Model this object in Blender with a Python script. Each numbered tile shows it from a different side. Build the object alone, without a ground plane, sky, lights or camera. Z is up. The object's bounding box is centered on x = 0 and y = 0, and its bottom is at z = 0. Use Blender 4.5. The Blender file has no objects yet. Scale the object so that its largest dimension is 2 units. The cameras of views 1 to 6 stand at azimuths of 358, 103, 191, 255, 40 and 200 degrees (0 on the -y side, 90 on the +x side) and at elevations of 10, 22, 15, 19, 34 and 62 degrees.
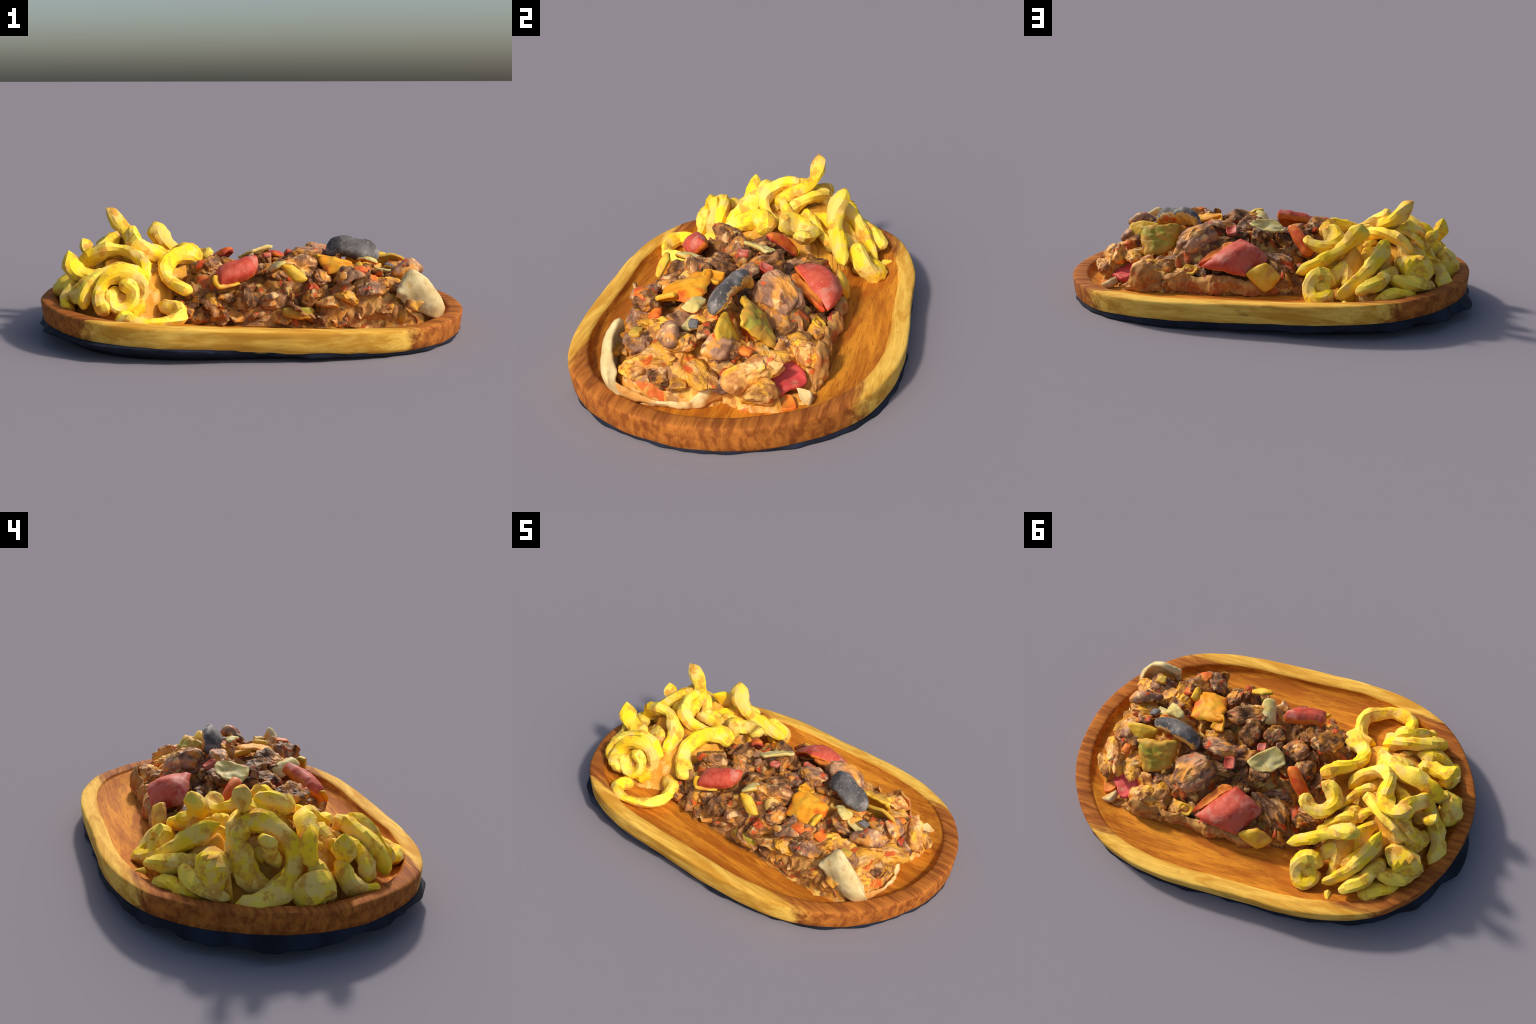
# Oval wooden platter with a stuffed flatbread (meat and vegetables) and a heap of curly fries.
import bpy, bmesh, math, random
import numpy as np
from mathutils import Vector, Matrix, noise, Euler

rng = random.Random(11)
V = Vector

# ------------------------------------------------------------------ frame of the tilted platter
def rim_z(x):            # the platter lies tilted: high at the fries end
    return 0.1395 - 0.0378 * x

FLOOR_DROP = 0.040
def floor_z(x):
    return rim_z(x) - FLOOR_DROP

def outline(t):
    """superellipse plan of the platter rim, slightly wider at the +x end"""
    a, b, n = 0.971, 0.653, 2.6
    c, s = math.cos(t), math.sin(t)
    r = (abs(c) ** n + abs(s) ** n) ** (-1 / n)
    r *= 1 + 0.0127 * math.cos(6 * t)
    X, Y = a * c * r, b * s * r
    Y *= 1 + 0.006 * X
    return 0.012 + X * 1.004, Y * 1.008 + 0.031 * X - 0.005

# ------------------------------------------------------------------ node helpers
def new_mat(name, rough=0.55, spec=0.35):
    m = bpy.data.materials.new(name)
    m.use_nodes = True
    nt = m.node_tree
    b = nt.nodes["Principled BSDF"]
    b.inputs["Roughness"].default_value = rough
    b.inputs["Specular IOR Level"].default_value = spec
    return m, nt, b

class G:
    """small helper that grows a node graph"""
    def __init__(s, nt):
        s.nt = nt
        s.co = nt.nodes.new("ShaderNodeTexCoord").outputs["Object"]
        s.info = nt.nodes.new("ShaderNodeObjectInfo")
    def shifted(s, amount=7.0):
        """object coordinates moved by a random amount per object, so repeats differ"""
        m = s.nt.nodes.new("ShaderNodeVectorMath"); m.operation = "MULTIPLY_ADD"
        c = s.nt.nodes.new("ShaderNodeCombineXYZ")
        for i in range(3):
            s.nt.links.new(s.info.outputs["Random"], c.inputs[i])
        s.nt.links.new(c.outputs[0], m.inputs[0])
        m.inputs[1].default_value = (amount, amount * 1.7, amount * 2.3)
        s.nt.links.new(s.co, m.inputs[2])
        return m.outputs[0]
    def scaled(s, vec, sc, rot=(0, 0, 0)):
        m = s.nt.nodes.new("ShaderNodeMapping")
        m.inputs["Scale"].default_value = sc
        m.inputs["Rotation"].default_value = rot
        s.nt.links.new(vec, m.inputs["Vector"])
        return m.outputs[0]
    def noise(s, vec, scale, detail=4, rough=0.55, dist=0.0):
        n = s.nt.nodes.new("ShaderNodeTexNoise")
        n.inputs["Scale"].default_value = scale
        n.inputs["Detail"].default_value = detail
        n.inputs["Roughness"].default_value = rough
        n.inputs["Distortion"].default_value = dist
        s.nt.links.new(vec, n.inputs["Vector"])
        return n.outputs["Fac"]
    def voronoi(s, vec, scale, out="Distance", feature="F1"):
        n = s.nt.nodes.new("ShaderNodeTexVoronoi")
        n.feature = feature
        n.inputs["Scale"].default_value = scale
        s.nt.links.new(vec, n.inputs["Vector"])
        return n.outputs[out]
    def step(s, val, lo, hi):
        n = s.nt.nodes.new("ShaderNodeMapRange")
        n.interpolation_type = "SMOOTHSTEP"
        n.inputs["From Min"].default_value = lo
        n.inputs["From Max"].default_value = hi
        s.nt.links.new(val, n.inputs["Value"])
        return n.outputs["Result"]
    def math(s, op, a, b=0.0, c=None):
        n = s.nt.nodes.new("ShaderNodeMath"); n.operation = op
        for i, v in enumerate((a, b, c)):
            if v is None: continue
            if isinstance(v, (int, float)): n.inputs[i].default_value = v
            else: s.nt.links.new(v, n.inputs[i])
        return n.outputs[0]
    def mix(s, fac, a, b):
        n = s.nt.nodes.new("ShaderNodeMix"); n.data_type = "RGBA"
        for sock, v in ((n.inputs["Factor"], fac), (n.inputs["A"], a), (n.inputs["B"], b)):
            if isinstance(v, (int, float)): sock.default_value = v
            elif isinstance(v, tuple): sock.default_value = (*v, 1)
            else: s.nt.links.new(v, sock)
        return n.outputs["Result"]
    def axis(s, i, vec=None):
        n = s.nt.nodes.new("ShaderNodeSeparateXYZ")
        s.nt.links.new(vec or s.co, n.inputs[0])
        return n.outputs[i]
    def bump(s, bsdf, h, strength, dist):
        n = s.nt.nodes.new("ShaderNodeBump")
        n.inputs["Strength"].default_value = strength
        n.inputs["Distance"].default_value = dist
        s.nt.links.new(h, n.inputs["Height"])
        s.nt.links.new(n.outputs[0], bsdf.inputs["Normal"])

# ------------------------------------------------------------------ materials
def wood_material(name, inside):
    m, nt, b = new_mat(name, 0.75, 0.12)
    g = G(nt)
    warp = g.noise(g.scaled(g.co, (1.2, 4, 4)), 1.6, 3)
    rings = g.noise(g.scaled(g.co, (1.3, 9, 9)), 2.2, 4, 0.6, 0.6)      # broad figure along x
    grain = g.noise(g.scaled(g.co, (6, 95, 60)), 1.6, 5, 0.7)            # fine fibres along x
    pores = g.noise(g.scaled(g.co, (16, 240, 120)), 1.0, 2, 0.5)
    if inside:
        c = g.mix(g.step(rings, 0.36, 0.66), (0.42, 0.120, 0.010), (0.72, 0.27, 0.022))
        c = g.mix(g.math("MULTIPLY", g.step(grain, 0.52, 0.72), 0.55), c, (0.25, 0.062, 0.009))
        c = g.mix(g.math("MULTIPLY", g.step(pores, 0.58, 0.70), 0.6), c, (0.15, 0.040, 0.008))
        # sauce and oil darken and redden the wood round the food
        oil = g.noise(g.co, 3.1, 4, 0.6)
        c = g.mix(g.math("MULTIPLY", g.step(oil, 0.52, 0.68), 0.35), c, (0.42, 0.085, 0.010))
    else:
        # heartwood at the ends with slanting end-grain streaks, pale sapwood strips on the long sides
        slant = g.noise(g.scaled(g.co, (2.2, 16, 10), (0.0, 0.5, 0.25)), 2.4, 4, 0.6, 0.5)
        heart = g.mix(g.step(slant, 0.30, 0.70), (0.22, 0.056, 0.010), (0.50, 0.165, 0.026))
        heart = g.mix(g.math("MULTIPLY", g.step(grain, 0.5, 0.7), 0.45), heart, (0.20, 0.052, 0.014))
        sap = g.mix(g.step(rings, 0.35, 0.65), (0.62, 0.285, 0.030), (0.92, 0.56, 0.10))
        sap = g.mix(g.math("MULTIPLY", g.step(grain, 0.48, 0.72), 0.5), sap, (0.52, 0.23, 0.032))
        ay = g.math("ABSOLUTE", g.math("ADD", g.axis(1), 0.008))
        ay = g.math("ADD", ay, g.math("MULTIPLY", g.math("SUBTRACT", slant, 0.5), 0.12))
        c = g.mix(g.step(ay, 0.515, 0.570), heart, sap)
        knot = g.step(g.noise(g.scaled(g.co, (3, 3, 9)), 1.7, 3), 0.66, 0.74)
        c = g.mix(g.math("MULTIPLY", knot, 0.5), c, (0.16, 0.055, 0.018))
    nt.links.new(c, b.inputs["Base Color"])
    g.bump(b, grain, 0.25, 0.004)
    return m

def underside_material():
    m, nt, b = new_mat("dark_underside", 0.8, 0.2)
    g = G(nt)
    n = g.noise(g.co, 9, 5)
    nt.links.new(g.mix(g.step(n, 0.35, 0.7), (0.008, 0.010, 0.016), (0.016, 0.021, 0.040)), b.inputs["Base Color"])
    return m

def fry_material(name="fried_potato", deep=0.0):
    m, nt, b = new_mat(name, 0.75, 0.12)
    g = G(nt)
    v = g.shifted()
    big = g.noise(v, 7, 3)
    mid = g.noise(v, 17, 4, 0.6)
    fine = g.noise(v, 55, 4, 0.65)
    if deep:
        c = g.mix(g.step(big, 0.38, 0.62), (0.62, 0.24, 0.022), (0.78, 0.40, 0.04))
    else:
        c = g.mix(g.step(big, 0.40, 0.60), (0.95, 0.62, 0.022), (0.95, 0.68, 0.085))
    pale = g.noise(g.scaled(v, (1, 1, 1), (0.4, 0.2, 1.0)), 12, 3, 0.6)
    c = g.mix(g.math("MULTIPLY", g.step(pale, 0.48, 0.61), 0.62), c, (0.86, 0.57, 0.20))
    c = g.mix(g.math("MULTIPLY", g.step(mid, 0.51 - deep, 0.64 - deep), 0.85), c, (0.68, 0.31, 0.040))
    c = g.mix(g.math("MULTIPLY", g.step(fine, 0.62 - deep * .5, 0.76), 0.5), c, (0.60, 0.23, 0.03))
    hs = nt.nodes.new("ShaderNodeHueSaturation")
    nt.links.new(c, hs.inputs["Color"])
    nt.links.new(g.math("MULTIPLY_ADD", g.info.outputs["Random"], 0.22, 0.88), hs.inputs["Value"])
    nt.links.new(hs.outputs[0], b.inputs["Base Color"])
    b.inputs["Subsurface Weight"].default_value = 0.0
    g.bump(b, g.math("ADD", mid, g.math("MULTIPLY", fine, 0.5)), 0.5, 0.008)
    return m

def meat_material(name, tones, sauce, creamy=0.0, unit=1.0):
    """tones: dark and light meat; sauce: orange coating"""
    m, nt, b = new_mat(name, 0.5, 0.2)
    g = G(nt)
    v = g.shifted()
    v = g.scaled(v, (unit, unit, unit))
    p = g.scaled(v, (0.75, 0.75, 0.55))
    big = g.noise(p, 1.0, 3, 0.55)
    mid = g.noise(p, 1.6, 4, 0.5, 0.5)
    fine = g.noise(g.scaled(v, (2.5, 6, 2.5)), 1.0, 3, 0.5)
    tone = g.info.outputs["Random"]
    c = g.mix(g.step(mid, 0.36, 0.64), tones[0], tones[1])
    c = g.mix(g.math("MULTIPLY", g.step(big, 0.50 - creamy, 0.62 - creamy), 0.85), c, sauce)
    c = g.mix(g.math("MULTIPLY", g.step(g.noise(p, 1.5, 3), 0.57 - creamy * 0.5, 0.66), 0.75), c, (0.76, 0.48, 0.19))
    c = g.mix(g.math("MULTIPLY", g.step(g.noise(g.scaled(v, (1, 1, 1), (1, 0, 2)), 1.0, 2, 0.4), 0.62, 0.68), 0.8), c, (0.62, 0.075, 0.014))
    c = g.mix(g.math("MULTIPLY", g.step(fine, 0.52, 0.72), 0.3), c, tones[0])
    hs = nt.nodes.new("ShaderNodeHueSaturation")
    nt.links.new(c, hs.inputs["Color"])
    nt.links.new(g.math("MULTIPLY_ADD", tone, 0.50, 0.78), hs.inputs["Value"])
    nt.links.new(hs.outputs[0], b.inputs["Base Color"])
    g.bump(b, g.math("ADD", mid, g.math("MULTIPLY", fine, 0.4)), 0.35, 0.05 / unit)
    return m

def stew_material():
    """loose stew between the pieces: browner at the fries end, creamier at the open end"""
    m, nt, b = new_mat("stew", 0.5, 0.2)
    g = G(nt)
    mid = g.noise(g.co, 20, 5, 0.65, 0.8)
    big = g.noise(g.co, 13, 4, 0.6)
    warp = nt.nodes.new("ShaderNodeVectorMath"); warp.operation = "MULTIPLY_ADD"
    nz = nt.nodes.new("ShaderNodeTexNoise"); nz.inputs["Scale"].default_value = 14; nz.inputs["Detail"].default_value = 4
    nt.links.new(g.co, nz.inputs["Vector"])
    nt.links.new(nz.outputs["Color"], warp.inputs[0])
    warp.inputs[1].default_value = (0.11, 0.11, 0.11)
    nt.links.new(g.co, warp.inputs[2])
    cells = g.voronoi(warp.outputs[0], 24, "Color")
    pick, pick2 = g.axis(0, cells), g.axis(1, cells)
    creamy = g.step(g.math("ADD", g.axis(0), g.math("MULTIPLY", g.math("SUBTRACT", big, 0.5), 0.8)), 0.15, 0.75)
    dark = g.mix(g.step(mid, 0.35, 0.65), (0.10, 0.038, 0.014), (0.36, 0.150, 0.048))
    light = g.mix(g.step(mid, 0.35, 0.65), (0.44, 0.155, 0.026), (0.80, 0.42, 0.075))
    light = g.mix(g.math("MULTIPLY", g.step(g.noise(g.co, 27, 4, 0.6), 0.52, 0.62), 0.5), light, (0.30, 0.115, 0.035))
    light = g.mix(g.math("MULTIPLY", g.step(g.noise(g.co, 34, 3, 0.6), 0.57, 0.64), 0.7), light, (0.80, 0.55, 0.24))
    c = g.mix(creamy, dark, light)
    c = g.mix(g.math("MULTIPLY", g.step(pick2, 0.0, 1.0), 0.4), c, (0.66, 0.30, 0.06))
    c = g.mix(g.math("MULTIPLY", g.step(big, 0.50, 0.60), 0.6), c, (0.72, 0.28, 0.030))
    c = g.mix(g.math("MULTIPLY", g.step(pick, 0.90, 0.94), 0.75), c, (0.62, 0.085, 0.014))
    c = g.mix(g.math("MULTIPLY", g.step(g.math("SUBTRACT", 1.0, pick), 0.85, 0.90), 0.6), c, (0.80, 0.55, 0.13))
    c = g.mix(g.math("MULTIPLY", g.step(pick2, 0.86, 0.89), 0.7), c, (0.24, 0.110, 0.055))
    nt.links.new(c, b.inputs["Base Color"])
    g.bump(b, g.math("ADD", mid, g.noise(g.co, 50, 3)), 0.4, 0.010)
    return m

def veg_material(name, base, light, patch, patch_amount=0.5, rough=0.35, speck=None):
    m, nt, b = new_mat(name, rough + 0.2, 0.22)
    g = G(nt)
    v = g.shifted(3.0)
    mid = g.noise(v, 13, 4, 0.6)
    big = g.noise(v, 8, 3, 0.6, 0.5)
    c = g.mix(g.step(mid, 0.35, 0.68), base, light)
    c = g.mix(g.math("MULTIPLY", g.step(big, 0.68 - patch_amount * 0.3, 0.80 - patch_amount * 0.3), 0.85), c, patch)
    if speck:
        c = g.mix(g.math("MULTIPLY", g.step(g.noise(v, 70, 3, 0.7), 0.56, 0.68), 0.6), c, speck)
    nt.links.new(c, b.inputs["Base Color"])
    g.bump(b, g.noise(v, 45, 4), 0.3, 0.006)
    return m

WOOD_OUT = wood_material("wood_rim", False)
WOOD_IN = wood_material("wood_dish", True)
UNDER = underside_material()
FRY = fry_material()
FRY_DEEP = fry_material("fried_potato_browned", 0.07)
BROWN_MEAT = (((0.095, 0.038, 0.014), (0.38, 0.165, 0.060)), (0.62, 0.25, 0.035))
MAUVE_MEAT = (((0.16, 0.072, 0.040), (0.42, 0.215, 0.110)), (0.62, 0.25, 0.035))
SAUCED_MEAT = (((0.34, 0.125, 0.030), (0.72, 0.36, 0.095)), (0.84, 0.40, 0.035), 0.06)
MEAT = meat_material("roast_meat", *BROWN_MEAT)
MEAT_MAUVE = meat_material("pale_meat", *MAUVE_MEAT)
MEAT_CREAM = meat_material("sauced_meat", *SAUCED_MEAT)
STRIP = meat_material("roast_meat_strip", *BROWN_MEAT, unit=19)
STRIP_MAUVE = meat_material("pale_meat_strip", *MAUVE_MEAT, unit=19)
STRIP_CREAM = meat_material("sauced_meat_strip", *SAUCED_MEAT, unit=19)
STEW = stew_material()
RED = veg_material("red_pepper_skin", (0.50, 0.048, 0.024), (0.60, 0.115, 0.065), (0.58, 0.20, 0.14), 0.55, 0.35, (0.62, 0.20, 0.12))
RED_FLESH = veg_material("red_pepper_flesh", (0.66, 0.13, 0.015), (0.74, 0.24, 0.03), (0.60, 0.045, 0.012), 0.55)
PINK = veg_material("tomato", (0.58, 0.05, 0.045), (0.66, 0.11, 0.085), (0.58, 0.22, 0.12), 0.3)
ORANGE = veg_material("orange_pepper", (0.74, 0.27, 0.010), (0.80, 0.40, 0.030), (0.66, 0.10, 0.012), 0.42)
YELLOW = veg_material("yellow_pepper", (0.72, 0.36, 0.015), (0.80, 0.52, 0.06), (0.66, 0.28, 0.05), 0.4)
GREEN = veg_material("green_pepper", (0.34, 0.27, 0.020), (0.50, 0.42, 0.065), (0.62, 0.29, 0.035), 0.95, speck=(0.60, 0.34, 0.06))
ZUCCHINI = veg_material("pale_courgette", (0.62, 0.47, 0.13), (0.72, 0.60, 0.27), (0.60, 0.26, 0.04), 0.5)
AUBERGINE = veg_material("aubergine_skin", (0.075, 0.066, 0.062), (0.17, 0.155, 0.145), (0.27, 0.24, 0.22), 0.45, 0.4, (0.40, 0.35, 0.30))
BREAD = veg_material("flatbread", (0.64, 0.46, 0.20), (0.76, 0.60, 0.30), (0.62, 0.36, 0.11), 0.5, 0.65, (0.48, 0.29, 0.11))
BREAD_STAINED = veg_material("stained_bread", (0.74, 0.50, 0.20), (0.80, 0.62, 0.30), (0.62, 0.25, 0.04), 0.85, 0.55, (0.60, 0.34, 0.10))
BREAD_SAUCED = veg_material("sauced_bread", (0.36, 0.135, 0.030), (0.62, 0.31, 0.075), (0.42, 0.10, 0.025), 0.6, 0.45, (0.66, 0.42, 0.16))

# ------------------------------------------------------------------ object helpers
def mesh_object(name, verts, faces, mat, parent, smooth=True, mats=None, face_mats=None):
    me = bpy.data.meshes.new(name)
    me.from_pydata([tuple(v) for v in verts], [], faces)
    for mm in (mats or [mat]):
        me.materials.append(mm)
    if face_mats:
        me.polygons.foreach_set("material_index", face_mats)
    if smooth:
        me.polygons.foreach_set("use_smooth", [True] * len(me.polygons))
    me.update()
    ob = bpy.data.objects.new(name, me)
    bpy.context.scene.collection.objects.link(ob)
    ob.parent = parent
    return ob

def empty(name, label, category, loc=(0, 0, 0)):
    ob = bpy.data.objects.new(name, None)
    bpy.context.scene.collection.objects.link(ob)
    ob["label"] = label
    ob["category"] = category
    return ob

def fbm(p, f, octaves=3):
    return noise.fractal(V(p) * f, 0.9, 2.1, octaves)

def rough(verts, amp, freq, seed, octaves=3, centre=None):
    """push points about with vector noise so that the surface turns lumpy"""
    off = V((seed * 3.17, seed * 1.91, seed * 5.3))
    out = []
    for v in verts:
        v = V(v)
        n = noise.noise_vector(v * freq + off) + 0.5 * noise.noise_vector(v * freq * 2.3 + off)
        if octaves > 2:
            n += 0.25 * noise.noise_vector(v * freq * 5 + off)
        out.append(v + n * amp)
    return out

def spline(pts, n):
    """Catmull-Rom through control points (any dimension), resampled by arc length"""
    P = np.array(pts, float)
    E = np.vstack([2 * P[0] - P[1], P, 2 * P[-1] - P[-2]])
    dense = []
    for i in range(1, len(E) - 2):
        for t in np.linspace(0, 1, 24, endpoint=False):
            a, b, c, d = E[i - 1], E[i], E[i + 1], E[i + 2]
            dense.append(0.5 * (2 * b + (c - a) * t + (2 * a - 5 * b + 4 * c - d) * t ** 2 + (3 * b - a - 3 * c + d) * t ** 3))
    dense.append(P[-1])
    D = np.array(dense)
    s = np.concatenate([[0], np.cumsum(np.linalg.norm(np.diff(D[:, :3], axis=0), axis=1))])
    u = np.linspace(0, s[-1], n)
    return np.array([np.interp(u, s, D[:, k]) for k in range(D.shape[1])]).T, s[-1]

def tube(name, pts, radius, mat, parent, seed, tip=(0.55, 0.55), flat=0.85, lump=0.10, ring=16, square=2.6, back=None, grain=0.010, crisp=None):
    """a fry: swept rounded-square section with blunt, torn ends. Points are x,y,z[,radius factor]"""
    P = [tuple(p) + ((1.0,) if len(p) == 3 else ()) for p in pts]
    _, length = spline(P, 8)
    n = max(8, int(length / grain))
    S, _ = spline(P, n)
    C = [V(s[:3]) for s in S]
    verts, faces = [], []
    T = [(C[min(i + 1, n - 1)] - C[max(i - 1, 0)]).normalized() for i in range(n)]
    side = T[0].orthogonal().normalized()
    off = V((seed * 2.7, seed * 1.3, seed * 4.1))
    tw0 = rng.uniform(0, 3)
    behind = []
    for i in range(n):
        side = (side - T[i] * side.dot(T[i])).normalized()
        up = T[i].cross(side)
        u = i / (n - 1)
        d0, d1 = u * length, (1 - u) * length
        r = radius * S[i][3] * (1 + lump * 1.3 * noise.noise(V((u * length * 11, seed * 1.7, 0.5))))
        fl = flat * (1 + lump * 1.6 * noise.noise(V((u * length * 9, seed * 2.9, 4.5))))
        end = 1.0
        for d, tp in ((d0, tip[0]), (d1, tip[1])):
            if d < radius * 1.1:
                q = d / (radius * 1.1)
                end *= tp + (1 - tp) * math.sqrt(max(0, 1 - (1 - q) ** 2))
        for k in range(ring):
            a = 2 * math.pi * k / ring + tw0 + u * 1.2
            c, s = math.cos(a), math.sin(a)
            rr = (abs(c) ** square + abs(s) ** square) ** (-1 / square)
            p = C[i] + side * (c * rr * r * end) + up * (s * rr * r * end * fl)
            nn = noise.noise(p * 13 + off) * 1.2 + 0.6 * noise.noise(p * 34 + off)
            p += (p - C[i]) * (lump * 1.6 * nn)
            verts.append(p)
            if back:
                behind.append((p - C[i]).normalized().dot(back[1]) + 0.35 * noise.noise(p * 28) > back[2])
    for i in range(n - 1):
        for k in range(ring):
            a, b = i * ring + k, i * ring + (k + 1) % ring
            faces.append((a, b, b + ring, a + ring))
    for base, c, t, tp in ((0, C[0], -T[0], tip[0]), ((n - 1) * ring, C[-1], T[-1], tip[1])):
        verts.append(c + t * radius * 0.22)
        m = len(verts) - 1
        for k in range(ring):
            a, b = base + k, base + (k + 1) % ring
            faces.append((b, a, m) if base == 0 else (a, b, m))
    if crisp:
        ob = mesh_object(name, verts, faces, mat, parent)
        ob.data.set_sharp_from_angle(angle=crisp)
        return ob
    if back:
        fm = [1 if all(q >= len(behind) or behind[q] for q in f) else 0 for f in faces]
        return mesh_object(name, verts, faces, None, parent, True, [mat, back[0]], fm)
    return mesh_object(name, verts, faces, mat, parent)

# ------------------------------------------------------------------ platter
def build_platter():
    root = empty("wooden_platter", "oval wooden serving platter with raised rim and dark underside", "serving platter")
    N = 220
    ts = [2 * math.pi * i / N for i in range(N)]
    base = [outline(t) for t in ts]
    nrm = []
    for i in range(N):
        x0, y0 = base[i - 1]; x1, y1 = base[(i + 1) % N]
        d = V((y1 - y0, -(x1 - x0))).normalized()
        nrm.append(d)
    # (inset from the outline, height over the rim plane)
    profile = [(0.055, -0.101), (0.016, -0.098), (0.007, -0.085), (0.004, -0.055), (0.001, -0.025), (0.000, -0.010), (0.003, -0.003),
               (0.009, 0.0), (0.030, 0.001), (0.056, 0.0), (0.066, -0.002), (0.071, -0.007), (0.074, -0.014), (0.078, -0.023),
               (0.088, -0.030), (0.105, -0.0335), (0.130, -0.0365), (0.165, -0.039), (0.22, -0.040)]
    last_outer = 11
    verts, faces, fm = [], [], []
    for j, (ins, h) in enumerate(profile):
        for i in range(N):
            x, y = base[i]; d = nrm[i]
            # hand-carved unevenness of edges and walls
            w = 0.006 * noise.noise(V((x * 3.1, y * 3.1, j * 0.12))) + 0.003 * noise.noise(V((x * 11, y * 11, 3 + j * 0.3)))
            hh = h + (0.004 * noise.noise(V((x * 6, y * 6, 9))) if j > 4 and j < 13 else 0)
            k = ins + (w if j < 14 else w * 0.4)
            px, py = x - d.x * k, y - d.y * k
            if 12 < j < 16 and py > 0.15:
                hh += 0.010 * min(1, (py - 0.15) / 0.2)      # gentler cove at the back
            sink = 0.0 if j < 12 else max(0.0, -hh - 0.022) / 0.018 * (0.010 - 0.012 * py)     # the dish is a little deeper in front
            verts.append((px, py, rim_z(px) + hh - sink))
    for j in range(len(profile) - 1):
        for i in range(N):
            a, b = j * N + i, j * N + (i + 1) % N
            faces.append((a, b, b + N, a + N)); fm.append(0 if j < last_outer else 1)
    # dish floor and underside close towards the middle
    for start, flip, scales, mi in (((len(profile) - 1) * N, False, (0.66, 0.33), 1), (0, True, (0.6, 0.3), 0)):
        prev = start
        z = profile[0 if flip else -1][1]
        for sc in scales:
            now = len(verts)
            for i in range(N):
                x, y = verts[start + i][0] * sc, verts[start + i][1] * sc
                verts.append((x, y, rim_z(x) + z - (0.0 if flip else (0.010 - 0.012 * y))))
            for i in range(N):
                a, b, c, d = prev + i, prev + (i + 1) % N, now + (i + 1) % N, now + i
                faces.append((d, c, b, a) if flip else (a, b, c, d)); fm.append(mi)
            prev = now
        verts.append((0, 0, rim_z(0) + z - (0.0 if flip else 0.008))); m = len(verts) - 1
        for i in range(N):
            a, b = prev + i, prev + (i + 1) % N
            faces.append((m, b, a) if flip else (a, b, m)); fm.append(mi)
    dish = mesh_object("dish", verts, faces, None, root, True, [WOOD_OUT, WOOD_IN], fm)
    # dark, uneven skirt under the tilted dish
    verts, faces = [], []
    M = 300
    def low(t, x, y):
        """ragged lower edge of the dark skirt: on the ground at the right and back, lifted at the fries end and in front"""
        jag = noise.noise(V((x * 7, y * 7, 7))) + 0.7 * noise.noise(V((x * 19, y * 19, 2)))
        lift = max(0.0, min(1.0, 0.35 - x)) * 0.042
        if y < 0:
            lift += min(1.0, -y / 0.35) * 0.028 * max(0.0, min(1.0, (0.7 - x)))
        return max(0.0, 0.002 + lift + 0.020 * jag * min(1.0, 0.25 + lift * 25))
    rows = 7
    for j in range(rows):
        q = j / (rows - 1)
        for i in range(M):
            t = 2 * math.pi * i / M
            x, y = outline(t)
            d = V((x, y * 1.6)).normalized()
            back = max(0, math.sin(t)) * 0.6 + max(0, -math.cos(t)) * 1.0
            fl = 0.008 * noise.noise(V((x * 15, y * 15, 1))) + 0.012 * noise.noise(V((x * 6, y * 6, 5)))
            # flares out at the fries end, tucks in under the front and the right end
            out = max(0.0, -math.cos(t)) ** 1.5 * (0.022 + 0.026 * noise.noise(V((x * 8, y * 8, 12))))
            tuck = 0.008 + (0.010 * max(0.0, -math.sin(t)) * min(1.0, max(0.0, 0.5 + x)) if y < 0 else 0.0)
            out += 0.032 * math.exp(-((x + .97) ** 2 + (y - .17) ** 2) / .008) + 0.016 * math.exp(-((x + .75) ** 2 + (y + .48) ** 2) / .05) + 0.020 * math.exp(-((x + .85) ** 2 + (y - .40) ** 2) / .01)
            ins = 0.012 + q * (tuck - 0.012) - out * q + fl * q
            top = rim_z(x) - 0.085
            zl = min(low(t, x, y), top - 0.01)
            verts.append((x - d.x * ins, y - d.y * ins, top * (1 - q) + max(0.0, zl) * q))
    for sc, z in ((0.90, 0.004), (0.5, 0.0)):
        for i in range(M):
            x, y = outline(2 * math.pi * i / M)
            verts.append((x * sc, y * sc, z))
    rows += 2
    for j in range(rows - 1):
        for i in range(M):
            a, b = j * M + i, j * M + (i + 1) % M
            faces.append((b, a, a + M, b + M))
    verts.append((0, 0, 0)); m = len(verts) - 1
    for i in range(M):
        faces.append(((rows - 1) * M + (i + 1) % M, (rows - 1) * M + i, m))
    mesh_object("dark_skirt", verts, faces, UNDER, root)

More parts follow.
